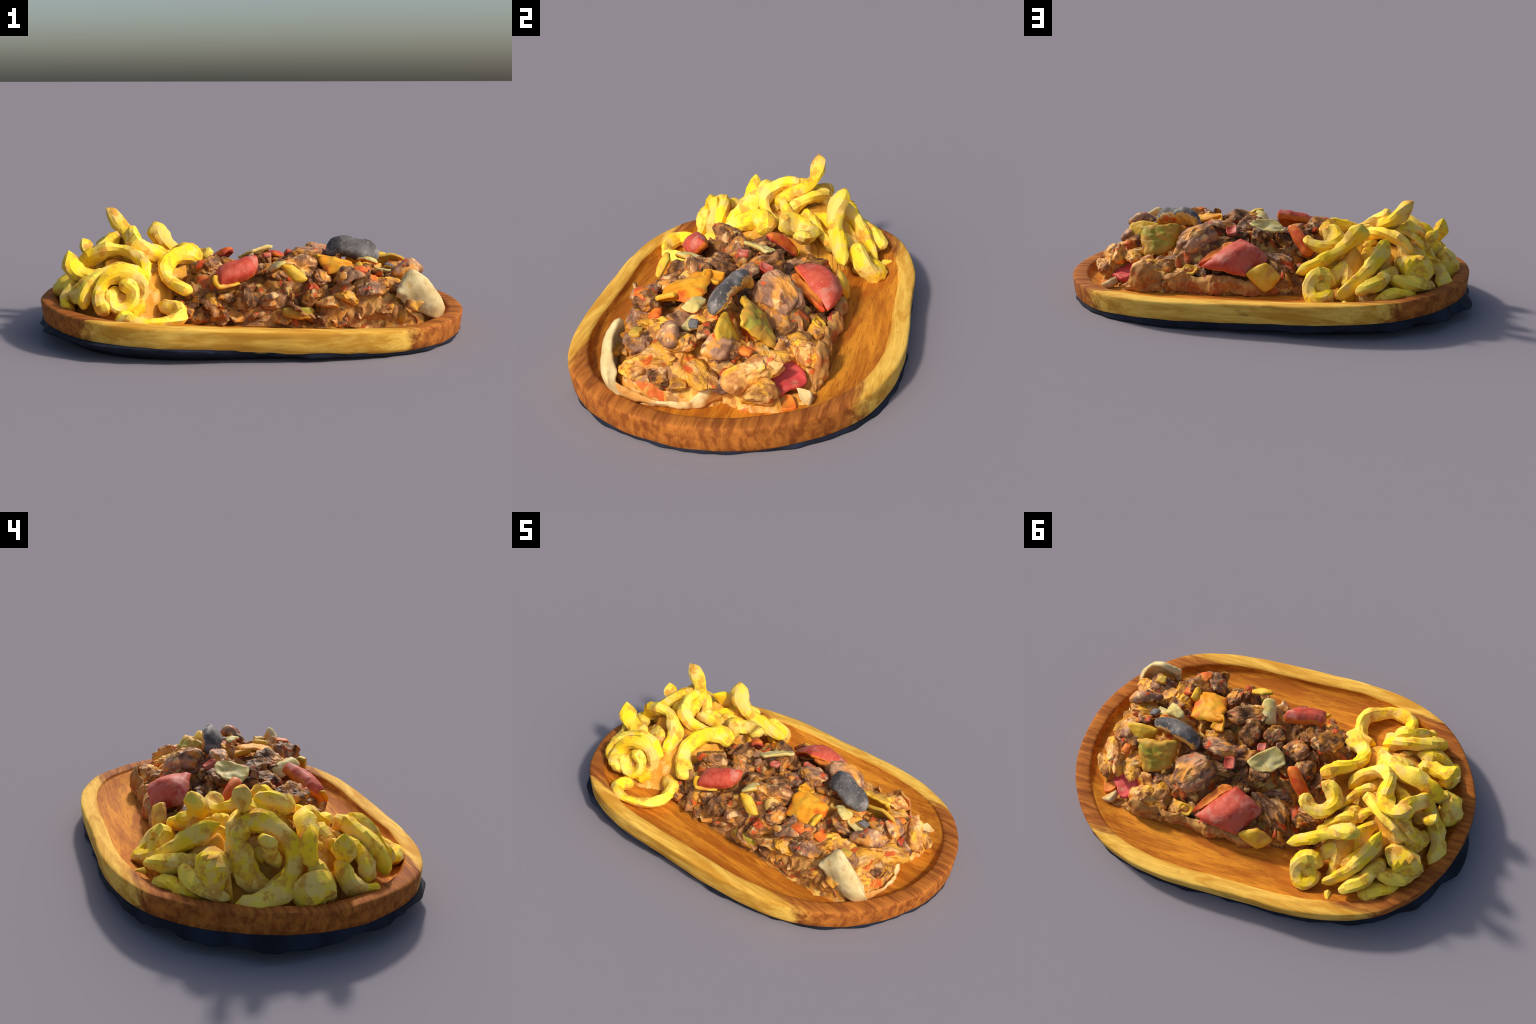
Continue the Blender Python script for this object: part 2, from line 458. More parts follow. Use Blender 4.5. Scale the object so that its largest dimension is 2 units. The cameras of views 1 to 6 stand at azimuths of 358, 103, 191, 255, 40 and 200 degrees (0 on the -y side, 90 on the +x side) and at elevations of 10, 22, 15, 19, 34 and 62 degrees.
# ------------------------------------------------------------------ stuffed flatbread
# surface heights read along the filling: ridge, shoulders, edges
SURFACE = [
    (0.58, 0.0, .32), (.48, .01, .34), (.39, .055, .35), (.11, .16, .27), (-.02, .2, .24), (.25, .32, .2), (.07, .35, .2),
    (-.15, -.31, .25), (0, -.25, .32), (.02, -.2, .30), (.36, -.14, .33), (.34, -.25, .30), (.27, -.06, .33), (.47, -.09, .32),
    (.63, .12, .29), (.45, .07, .32), (.48, .126, .24), (.58, .2, .20), (.72, .04, .29), (.63, .09, .25), (.1, -.3, .30),
    (.77, .25, .1), (.64, .25, .13), (.66, .34, .10), (.81, -.1, .165), (.79, .0, .165), (.75, .06, .19), (.74, .14, .24),
    (-.1, .05, .32), (-.21, .12, .24), (.11, .085, .35), (-.07, .0, .31), (0, -.06, .34), (.13, -.26, .33), (.08, -.19, .30),
    (.19, .09, .31), (-.22, -.16, .33), (.39, -.35, .30), (.45, -.3, .31), (.34, .16, .32), (.26, .02, .34), (.74, -.1, .30),
    (.69, -.15, .30), (.74, .06, .26), (.19, -.2, .34), (-.08, .22, .23), (.56, .35, .19), (.15, -.29, .29), (-.19, -.34, .17),
    (.17, -.34, .18), (.49, -.3, .30), (-.28, -.29, .17), (.34, -.38, .2), (.59, -.36, .2), (.3, -.32, .26), (.45, .33, .18),
    (.36, .34, .17), (.2, .16, .23), (.05, .14, .21), (.47, .24, .19), (.70, -.25, .255), (.76, -.28, .225), (.80, -.2, .19), (.62, -.25, .28),
    (-.3, 0, .27), (-.35, .15, .22), (-.3, .28, .15), (-.15, .32, .16)]
FOOT = [(-.38, -.30), (-.28, -.338), (0.0, -.352), (.35, -.360), (.62, -.362), (.735, -.358), (.795, -.315), (.825, -.26), (.822, -.19), (.815, -.06),
        (.800, .005), (.750, .055), (.785, .10), (.808, .16), (.805, .24), (.775, .31), (.71, .372), (.63, .372), (.5, .372), (.25, .37), (.03, .362),
        (-.12, .335), (-.3, .29), (-.42, .1), (-.42, -.15)]
SURF = np.array(SURFACE)

def pile_height(x, y):
    d2 = (SURF[:, 0] - x) ** 2 + (SURF[:, 1] - y) ** 2 + 0.0012
    w = d2 ** -1.7
    return float((w * SURF[:, 2]).sum() / w.sum())

def foot_distance(x, y):
    """signed distance inside the plan of the filling (positive inside)"""
    best, inside = 9.0, False
    n = len(FOOT)
    for i in range(n):
        ax, ay = FOOT[i]; bx, by = FOOT[(i + 1) % n]
        ex, ey = bx - ax, by - ay
        t = max(0, min(1, ((x - ax) * ex + (y - ay) * ey) / (ex * ex + ey * ey)))
        best = min(best, math.hypot(x - ax - t * ex, y - ay - t * ey))
        if (ay > y) != (by > y) and x < (bx - ax) * (y - ay) / (by - ay) + ax:
            inside = not inside
    return best if inside else -best

def chunk_mesh(name, seed, mat):
    """a torn lump of meat: a block cut by random planes, folded into creases and pulled edges"""
    r = random.Random(seed)
    planes = []
    for i in range(10):
        n = V((r.gauss(0, 1), r.gauss(0, 1), r.gauss(0, 1))).normalized()
        planes.append((n, r.uniform(0.50, 0.95)))
    bm = bmesh.new()
    bmesh.ops.create_icosphere(bm, subdivisions=4, radius=1)
    off = V((seed * 4.3, seed * 2.9, seed * 1.7))
    for v in bm.verts:
        p = v.co.copy()
        # soft minimum over the cutting planes keeps the edges a little rounded
        acc = 1.0
        for n, d in planes:
            c = p.dot(n)
            if c > 0.05: acc += (c / d) ** 14
        rad = 1.2 / acc ** (1 / 14)
        q = p + noise.noise_vector(p * 1.3 + off) * 0.35
        fold = 1 - 2.2 * abs(noise.noise(q * 1.9 + off))
        crease = 1 - 2.2 * abs(noise.noise(V((q.x * 2.2, q.y * 3.6, q.z * 2.2)) - off))
        fine = noise.noise(q * 9 + off)
        rad *= 0.92 + 0.15 * fold + 0.07 * crease + 0.010 * fine + 0.22 * noise.noise(p * 1.2 - off)
        v.co = p * rad
    me = bpy.data.meshes.new(name)
    bm.to_mesh(me); bm.free()
    me.materials.append(mat)
    me.polygons.foreach_set("use_smooth", [True] * len(me.polygons))
    me.set_sharp_from_angle(angle=0.5)
    return me

def slab(name, corners, bulge, thick, mat, parent, seed, under=None, n=18, lump=0.004, roundness=0.35):
    """a cut piece of vegetable: four corners a,b,c,d in order, bulged outward, with real thickness"""
    a, b, c, d = (V(p) for p in corners)
    nrm = (c - a).cross(d - b).normalized()
    if nrm.z < 0 and under is not None:
        nrm = -nrm
    off = V((seed * 1.9, seed * 3.7, seed * 0.7))
    top, bot = [], []
    for j in range(n + 1):
        for i in range(n + 1):
            u, v = i / n, j / n
            # pull the corners in a little so that they are rounded
            uu, vv = 2 * u - 1, 2 * v - 1
            k = 1 - roundness * 0.5 * (uu * uu * vv * vv)
            uu, vv = uu * k, vv * k
            u2, v2 = (uu + 1) / 2, (vv + 1) / 2
            p = (a * (1 - u2) + b * u2) * (1 - v2) + (d * (1 - u2) + c * u2) * v2
            h = (1 - uu * uu) * (1 - vv * vv * 0.8)
            w = noise.noise_vector(p * 16 + off) * lump + noise.noise_vector(p * 45 + off) * lump * 0.5
            p = p + nrm * (bulge * h) + w
            edge = max(abs(2 * u - 1), abs(2 * v - 1))
            th = thick * (1 if edge < 0.85 else math.sqrt(max(0.02, 1 - ((edge - 0.85) / 0.15) ** 2)))
            top.append(p + nrm * th * 0.5)
            bot.append(p - nrm * th * 0.5)
    verts = top + bot
    K = (n + 1) ** 2
    faces, fm = [], []
    for j in range(n):
        for i in range(n):
            q = j * (n + 1) + i
            faces.append((q, q + 1, q + n + 2, q + n + 1)); fm.append(0)
            faces.append((K + q, K + q + n + 1, K + q + n + 2, K + q + 1)); fm.append(1)
    loop = [i for i in range(n)] + [j * (n + 1) + n for j in range(n)] + [n * (n + 1) + n - i for i in range(n)] + [(n - j) * (n + 1) for j in range(n)]
    for i in range(len(loop)):
        p, q = loop[i], loop[(i + 1) % len(loop)]
        faces.append((q, p, K + p, K + q)); fm.append(1)
    ob = mesh_object(name, verts, faces, None, parent, True, [mat, under or mat], fm)
    bm = bmesh.new(); bm.from_mesh(ob.data)
    bmesh.ops.recalc_face_normals(bm, faces=bm.faces)
    bm.to_mesh(ob.data); bm.free()
    return ob

def sheet(name, lower, upper, thick, mat, parent, seed, bulge=0.0, n=70, rows=14, lump=0.006):
    """standing wall of bread between a lower and an upper curve"""
    L, _ = spline(lower, n)
    U, _ = spline(upper, n)
    off = V((seed, seed * 2.1, seed * 0.3))
    grid = []
    for j in range(rows + 1):
        q = j / rows
        for i in range(n):
            grid.append(V(L[i]) * (1 - q) + V(U[i]) * q)
    W = n
    nr = []
    for j in range(rows + 1):
        for i in range(n):
            e = grid[j * W + min(i + 1, n - 1)] - grid[j * W + max(i - 1, 0)]
            f = grid[min(j + 1, rows) * W + i] - grid[max(j - 1, 0) * W + i]
            nr.append(e.cross(f).normalized())
    outer, inner = [], []
    for j in range(rows + 1):
        q = j / rows
        for i in range(n):
            u = i / (n - 1)
            p = grid[j * W + i]; m = nr[j * W + i]
            p = p + m * bulge * math.sin(math.pi * q) + noise.noise_vector(p * 14 + off) * lump + noise.noise_vector(p * 40 + off) * lump * 0.4
            e = min(1, (1 - q) / 0.12) * min(1, u / 0.05) * min(1, (1 - u) / 0.05)
            th = thick * math.sqrt(max(0.03, 1 - (1 - e) ** 2))
            outer.append(p + m * th / 2); inner.append(p - m * th / 2)
    verts = outer + inner
    K = len(outer)
    faces = []
    for j in range(rows):
        for i in range(n - 1):
            q = j * W + i
            faces.append((q, q + 1, q + 1 + W, q + W))
            faces.append((K + q, K + q + W, K + q + W + 1, K + q + 1))
    loop = [i for i in range(n - 1)] + [j * W + n - 1 for j in range(rows)] + [rows * W + n - 1 - i for i in range(n - 1)] + [(rows - j) * W for j in range(rows)]
    for i in range(len(loop)):
        p, q = loop[i], loop[(i + 1) % len(loop)]
        faces.append((q, p, K + p, K + q))
    return mesh_object(name, verts, faces, mat, parent)

def build_sandwich():
    root = empty("stuffed_flatbread", "flatbread heaped with sauced roast meat and peppers", "sandwich")
    # lumps of meat: (x, y, height of the top, size, kind: 0 brown, 1 mauve, 2 sauced)
    lumps = [
        (-.215, -.175, .355, .062, 0), (.400, -.325, .318, .055, 1), (.465, -.290, .318, .055, 0), (.335, .165, .350, .080, 1),
        (.262, .025, .366, .060, 1), (.700, .050, .270, .055, 1), (.195, -.185, .362, .065, 0),
        (-.075, .220, .268, .085, 0), (.560, .330, .200, .055, 2), (.755, .165, .240, .080, 2), (.140, -.110, .340, .065, 0),
        (.040, -.140, .325, .060, 0), (-.080, -.090, .330, .065, 0), (-.195, -.315, .165, .060, 0), (-.280, -.280, .185, .055, 0),
        (-.045, -.305, .235, .070, 0), (.085, -.310, .230, .060, 0), (.250, -.325, .262, .070, 0), (.335, -.340, .215, .060, 2),
        (.190, -.335, .185, .060, 0), (.420, -.340, .225, .060, 2), (.510, -.325, .285, .060, 1), (.585, -.320, .205, .055, 2),
        (.660, .200, .225, .060, 2), (.650, .150, .225, .060, 2), (.470, .280, .195, .065, 2),
        (.390, .310, .185, .060, 2), (.300, .275, .200, .060, 0), (.560, -.200, .272, .065, 2), (.640, -.190, .255, .065, 2),
        (.735, -.190, .245, .065, 2), (.680, -.260, .262, .065, 1), (.765, -.260, .210, .055, 2), (.785, -.150, .185, .05, 0), (.795, -.085, .165, .045, 2), (.800, .200, .160, .05, 2), (.780, .110, .190, .05, 1), (-.160, .265, .200, .060, 0), (-.150, -.010, .318, .055, 0),
        (.050, .055, .335, .070, 0), (.240, .110, .300, .060, 0), (.395, .130, .275, .060, 0), (-.130, -.210, .310, .060, 0),
        (-.290, -.190, .260, .060, 0), (.760, -.020, .205, .065, 2), (.300, -.260, .305, .055, 0), (-.20, .03, .265, .065, 0),
        (.110, -.225, .325, .055, 0), (.02, .30, .165, .05, 0), (.17, .26, .20, .055, 0), (.52, -.06, .305, .055, 2)]
    # two rows of lumps along the front foot
    for row, (y0, top) in enumerate(((-.318, .150), (-.285, .220))):
        for i in range(11):
            x = -.30 + i * .072 + row * .035 + rng.uniform(-.014, .014)
            lumps.append((x, y0 + rng.uniform(-.010, .010), top + rng.uniform(-.015, .030), rng.uniform(.044, .060), rng.choice([0, 0, 1, 2])))
    # spots where a vegetable lies open: keep the scatter off them and the stew below them
    clear = [(.11, .28, .24, .12), (-.075, -.27, .285, .085), (.39, -.17, .305, .11), (.55, .13, .255, .085), (.68, .06, .26, .05),
             (-.04, .345, .17, .07), (.68, .28, .105, .085), (.03, .04, .325, .075), (.105, -.24, .31, .055), (-.16, .07, .28, .06),
             (.50, .02, .36, .075), (.42, .04, .365, .06), (.77, .31, .08, .05), (.235, -.355, .11, .05)]
    placed = len(lumps)
    tries = 0
    taken = [(l[0], l[1], l[3] * .8) for l in lumps]
    while tries < 5000 and len(lumps) < 112:
        tries += 1
        x, y = rng.uniform(-.40, .82), rng.uniform(-.36, .37)
        d = foot_distance(x, y)
        size = rng.uniform(.038, .062)
        if d < 0.012 or any((x - q[0]) ** 2 + (y - q[1]) ** 2 < (q[2] * .75 + size * .45) ** 2 for q in taken): continue
        if any((x - q[0]) ** 2 + (y - q[1]) ** 2 < q[3] ** 2 for q in clear): continue
        k = math.sqrt(1 - (1 - min(1, d / 0.05)) ** 2)
        top = floor_z(x) + (pile_height(x, y) - floor_z(x)) * k + rng.uniform(-.030, -.004)
        cream = x - 0.25 * y + rng.uniform(-.15, .15)
        lumps.append((x, y, top, size, (2 if rng.random() < .62 else rng.choice([0, 1, 1])) if cream > 0.45 else (1 if rng.random() < 0.3 else 0)))
        taken.append((x, y, size))

    # --- loose stew body: steep lumpy flanks, drawn up round every lump like a draped sauce
    L = np.array([l[:4] for l in lumps]); Q = np.array(clear)
    step = 0.0075
    xs = np.arange(-0.46, 0.86, step); ys = np.arange(-0.40, 0.41, step)
    idx, verts, faces = {}, [], []
    for j, y in enumerate(ys):
        for i, x in enumerate(xs):
            d = foot_distance(x, y) + 0.010 * noise.noise(V((x * 14, y * 14, 4)))
            if d < -0.022: continue
            fz = floor_z(x) - (0.004 if d > 0 else 0.012)
            edge = min(1.0, max(0.0, d / 0.040))
            k = math.sqrt(1 - (1 - edge) ** 2)
            h = pile_height(x, y) - 0.078
            ridge = 1 - abs(noise.noise(V((x * 15, y * 15, 1)))) * 2.4
            h += 0.022 * ridge + 0.010 * noise.noise(V((x * 30, y * 30, 3))) + (0.016 * (1 - 2.4 * abs(noise.noise(V((x * 27, y * 27, 11))))) if x > 0.45 else 0.0)
            r2 = ((L[:, 0] - x) ** 2 + (L[:, 1] - y) ** 2) / (L[:, 3] * 1.05) ** 2
            r2 = r2 * (1 + 0.7 * noise.noise(V((x * 24, y * 24, 8))))
            cone = L[:, 2] - 0.034 - r2 * 0.045
            m = cone[r2 < 2.2].max() if (r2 < 2.2).any() else -1
            h = max(h, m)
            c2 = ((Q[:, 0] - x) ** 2 + (Q[:, 1] - y) ** 2) / Q[:, 3] ** 2
            if (c2 < 1).any():
                n = int(np.argmin(c2))
                h = min(h, Q[n, 2] - 0.028 + 0.03 * c2[n])
            z = fz + max(0.0, h - fz) * k
            z += (0.005 * noise.noise(V((x * 32, y * 32, 5))) + 0.002 * (1 - 2 * abs(noise.noise(V((x * 50, y * 50, 6)))))) * min(1, d / 0.03 + 0.2)
            jit = noise.noise_vector(V((x * 22, y * 22, z * 22))) * 0.014 + noise.noise_vector(V((x * 45, y * 45, z * 45))) * 0.006
            idx[i, j] = len(verts)
            verts.append((x + jit.x, y + jit.y, max(z, fz)))
    for (i, j), a in idx.items():
        q = [idx.get((i + 1, j)), idx.get((i + 1, j + 1)), idx.get((i, j + 1))]
        if None not in q:
            faces.append((a, q[0], q[1], q[2]))
    body = mesh_object("stew_filling", verts, faces, STEW, root)
    body["kind"] = "stuff"

    # --- flatbread walls: pale lifted corner, thin open end, and the sauced flanks
    lower = [(.622, -.348, .205), (.650, -.348, .190), (.690, -.345, .155), (.745, -.342, .130), (.798, -.325, .108), (.822, -.270, .085)]
    upper = [(.628, -.338, .238), (.655, -.330, .290), (.694, -.326, .328), (.755, -.332, .295), (.798, -.326, .243), (.824, -.300, .183)]
    sheet("bread_fold", lower, upper, 0.030, BREAD, root, 3, 0.024, 60, 18, 0.006)
    lower = [(.822, -.29, .075), (.826, -.20, .066), (.818, -.08, .066), (.803, .00, .068), (.755, .055, .078)]
    upper = [(.825, -.30, .158), (.832, -.23, .105), (.832, -.13, .092), (.812, -.03, .104), (.768, .060, .172)]
    sheet("bread_edge", lower, upper, 0.011, BREAD_STAINED, root, 4, 0.006, 70, 10, 0.014)
    lower = [(.40, -.352, .082), (.50, -.355, .080), (.62, -.355, .073), (.735, -.352, .070)]
    upper = [(.40, -.345, .150), (.50, -.345, .182), (.62, -.343, .190), (.715, -.345, .140)]
    sheet("bread_side", lower, upper, 0.016, BREAD_SAUCED, root, 5, 0.006, 80, 18, 0.024)
    lower = [(.66, .370, .074), (.55, .378, .078), (.40, .374, .083), (.22, .374, .090), (.05, .368, .096), (-.1, .340, .10)]
    upper = [(.640, .365, .105), (.585, .364, .205), (.52, .362, .200), (.47, .345, .165), (.38, .355, .192), (.30, .358, .16), (.20, .362, .18), (.05, .35, .17), (-.1, .33, .14)]
    sheet("bread_side", lower, upper, 0.016, BREAD_SAUCED, root, 8, 0.008, 150, 20, 0.022)

    # --- vegetables, each from its corners
    S = lambda *a, **k: slab(*a, **k)
    S("red_pepper", [(.115, .185, .322), (-.036, .230, .235), (.055, .372, .182), (.285, .356, .205)], 0.058, 0.034, RED, root, 1, RED_FLESH, roundness=0.12, lump=0.006)
    S("red_pepper", [(.21, .19, .290), (.11, .185, .305), (.265, .330, .222), (.30, .345, .205)], 0.004, 0.022, RED_FLESH, root, 2, lump=0.008)
    S("red_pepper", [(-.160, -.345, .248), (.010, -.268, .292), (.026, -.195, .366), (-.175, -.258, .322)], 0.030, 0.055, RED, root, 4, RED_FLESH, roundness=0.15, lump=0.007)
    S("yellow_pepper", [(-.195, -.325, .312), (-.165, -.360, .245), (-.05, -.300, .262), (-.09, -.27, .28)], 0.0, 0.018, YELLOW, root, 5, ORANGE)
    S("orange_pepper", [(.468, -.262, .296), (.322, -.266, .298), (.284, -.085, .362), (.470, -.088, .304)], -0.016, 0.024, ORANGE, root, 6, roundness=0.25, lump=0.014)
    S("orange_pepper", [(.330, -.140, .352), (.285, -.120, .362), (.270, -.045, .335), (.350, -.050, .318)], 0.010, 0.022, ORANGE, root, 7, lump=0.008)
    S("orange_pepper", [(.495, -.270, .318), (.468, -.255, .296), (.455, -.175, .312), (.49, -.18, .338)], 0.006, 0.020, YELLOW, root, 8, ORANGE, lump=0.006)
    S("green_pepper", [(.668, .112, .322), (.452, .066, .336), (.470, .142, .232), (.590, .218, .186)], 0.022, 0.030, GREEN, root, 9, YELLOW, roundness=0.2, lump=0.018)
    S("yellow_pepper", [(.560, .022, .335), (.732, .030, .328), (.735, .060, .255), (.615, .092, .215)], 0.014, 0.018, YELLOW, root, 10, GREEN, lump=0.006)
    S("yellow_pepper", [(.068, .366, .200), (-.035, .330, .256), (-.126, .338, .190), (-.05, .378, .105)], 0.018, 0.022, YELLOW, root, 11, BREAD_SAUCED, roundness=0.25)
    S("tomato", [(.775, .235, .100), (.640, .205, .178), (.585, .285, .145), (.665, .352, .112)], 0.016, 0.034, PINK, root, 12, lump=0.008, roundness=0.25)
    S("tomato", [(.805, .270, .070), (.730, .245, .096), (.725, .300, .094), (.775, .330, .072)], 0.008, 0.020, RED_FLESH, root, 13)
    S("courgette", [(.128, .085, .380), (.015, .112, .340), (-.078, .008, .325), (-.005, -.055, .374)], -0.016, 0.015, ZUCCHINI, root, 14, lump=0.010)
    S("courgette", [(.155, -.285, .356), (.095, -.315, .330), (.050, -.190, .282), (.130, -.165, .318)], 0.020, 0.018, ZUCCHINI, root, 15, GREEN)
    S("courgette", [(.105, -.325, .356), (.165, -.305, .350), (.245, -.335, .280), (.18, -.352, .27)], 0.014, 0.022, YELLOW, root, 16, GREEN)
    S("courgette", [(.108, -.368, .166), (.255, -.362, .186), (.255, -.378, .122), (.140, -.380, .116)], 0.012, 0.026, GREEN, root, 17, YELLOW, lump=0.008)
    S("red_pepper", [(-.070, .045, .362), (-.125, .012, .352), (-.238, .105, .245), (-.185, .148, .232)], 0.032, 0.026, RED_FLESH, root, 18, RED)
    S("tomato", [(.220, .075, .338), (.165, .062, .352), (.150, .112, .325), (.205, .125, .312)], 0.014, 0.024, RED, root, 19)
    S("courgette", [(.575, -.150, .325), (.480, -.100, .330), (.490, -.045, .325), (.590, -.070, .308)], 0.012, 0.016, ZUCCHINI, root, 20, RED_FLESH, lump=0.009)
    S("potato_wedge", [(.745, .335, .078), (.700, .305, .112), (.715, .368, .110), (.770, .368, .080)], 0.014, 0.03, BREAD, root, 21)
    S("red_pepper", [(.50, -.34, .320), (.43, -.36, .332), (.44, -.29, .335), (.52, -.27, .318)], 0.01, 0.02, RED_FLESH, root, 22, RED, lump=0.008)
    S("red_pepper", [(.09, -.04, .350), (.05, -.06, .345), (.045, -.01, .345), (.085, .0, .345)], 0.008, 0.02, RED, root, 23)
    S("red_pepper", [(.26, .345, .165), (.20, .355, .185), (.19, .375, .13), (.25, .38, .12)], 0.008, 0.02, RED, root, 24)
    S("onion", [(.640, -.12, .275), (.560, -.10, .300), (.565, -.06, .300), (.650, -.07, .275)], 0.012, 0.014, ZUCCHINI, root, 25, lump=0.008)
    S("onion", [(.36, .30, .205), (.29, .31, .195), (.31, .355, .165), (.38, .35, .17)], 0.008, 0.014, YELLOW, root, 26, lump=0.008)
    S("red_pepper", [(.55, -.28, .255), (.48, -.27, .27), (.49, -.23, .285), (.56, -.22, .275)], 0.008, 0.018, RED_FLESH, root, 27, RED, lump=0.007)
    tube("meat_strip", [(.640, -.165, .285, .7), (.690, -.150, .296), (.740, -.125, .296), (.785, -.100, .285, .8)], 0.034, STRIP_MAUVE, root, 61, (.6, .6), .8, .22, 18, 3)
    S("meat_strip", [(.690, .010, .300), (.770, -.020, .250), (.770, .085, .225), (.700, .100, .270)], 0.018, 0.022, STRIP_MAUVE, root, 62, lump=0.010)
    S("meat_strip", [(.640, -.06, .290), (.720, -.04, .275), (.70, .02, .285), (.63, .0, .300)], 0.014, 0.022, STRIP, root, 63, lump=0.010)
    S("red_pepper", [(.775, -.215, .185), (.735, -.225, .215), (.730, -.175, .222), (.770, -.170, .195)], 0.008, 0.016, RED_FLESH, root, 70, RED, lump=0.008)
    S("green_pepper", [(.715, -.290, .265), (.665, -.300, .275), (.660, -.255, .285), (.710, -.240, .270)], 0.008, 0.014, GREEN, root, 71, YELLOW, lump=0.008)
    S("aubergine", [(.66, -.085, .288), (.61, -.09, .300), (.615, -.05, .302), (.665, -.045, .290)], 0.008, 0.016, AUBERGINE, root, 72, STRIP_CREAM, lump=0.008)
    S("red_pepper", [(.725, .115, .235), (.69, .12, .245), (.69, .16, .24), (.73, .16, .228)], 0.006, 0.016, RED_FLESH, root, 73, RED, lump=0.008)
    # thin torn flakes standing up from the meat
    for k, (x, y, z, a, l) in enumerate([(.382, -.365, .312, 0.4, .05), (-.01, -.06, .35, 1.2, .045), (.16, -.33, .22, 2.0, .05), (.44, .34, .20, 2.6, .04),
                                         (.70, -.15, .31, 0.2, .05), (.30, .13, .33, 1.7, .045), (.57, .30, .19, 0.9, .05)]):
        c, s = math.cos(a) * l / 2, math.sin(a) * l / 2
        S("meat_flake", [(x - c, y - s, z - .03), (x + c, y + s, z - .03), (x + c * .4 + .01, y + s * .4 - .01, z + .018), (x - c * .7, y - s * .7 - .01, z + .004)],
          0.008, 0.012, [STRIP, STRIP_MAUVE, STRIP_CREAM][k % 3], root, 50 + k, lump=0.009, n=12)
    # aubergine: a curved wedge lying over the ridge, charred skin on the front, flesh behind
    path = [(.592, -.005, .322, .80), (.560, -.002, .345, 1.0), (.50, .008, .364, 1.12), (.44, .028, .374, 1.2), (.385, .050, .358, 1.0), (.365, .07, .325, .7)]
    tube("aubergine", path, 0.046, AUBERGINE, root, 31, (0.6, 0.5), 0.62, 0.12, 26, 3.6, back=(STRIP_CREAM, V((-.15, .85, -.5)), 0.25))

    def flake(x, y, top, size, k, seed):
        """a torn, folded scrap lying at a random tilt"""
        tilt = Euler((rng.uniform(-.7, .7), rng.uniform(-.7, .7), rng.uniform(0, 6.3))).to_matrix()
        c = V((x, y, top - size * 0.35))
        pts = []
        for a, b in ((-1, -.75), (1, -.75), (1, .75), (-1, .75)):
            pts.append(c + tilt @ V((a * size * rng.uniform(.7, 1.25), b * size * rng.uniform(.6, 1.25), rng.uniform(-.3, .3) * size)))
        S("meat_flake", pts, size * rng.uniform(-.2, .45), size * rng.uniform(.25, .45), [STRIP, STRIP_MAUVE, STRIP_CREAM][k], root, seed, n=18, lump=size * .30, roundness=0.0)

    kinds = [MEAT, MEAT_MAUVE, MEAT_CREAM]
    lib = {k: [chunk_mesh("meat_chunk", 3 + 11 * k + i, kinds[k]) for i in range(9)] for k in range(3)}
    for i, (x, y, top, size, k) in enumerate(lumps):
        if size < .064 and (i > placed and i % 3 == 0 or i <= placed and i % 6 == 1):
            flake(x, y, top, size * 1.3, k, 200 + i)
            continue
        ob = bpy.data.objects.new("meat_chunk", lib[k][rng.randrange(9)])
        bpy.context.scene.collection.objects.link(ob)
        ob.parent = root
        sx, sy, sz = size * rng.uniform(0.85, 1.4), size * rng.uniform(0.65, 1.0), size * rng.uniform(0.5, 0.85)
        ob.scale = (sx, sy, sz)
        ob.rotation_euler = (rng.uniform(-.45, .45), rng.uniform(-.45, .45), rng.uniform(0, 6.3))
        ob.location = (x, y, top - sz * 0.88)
    return root

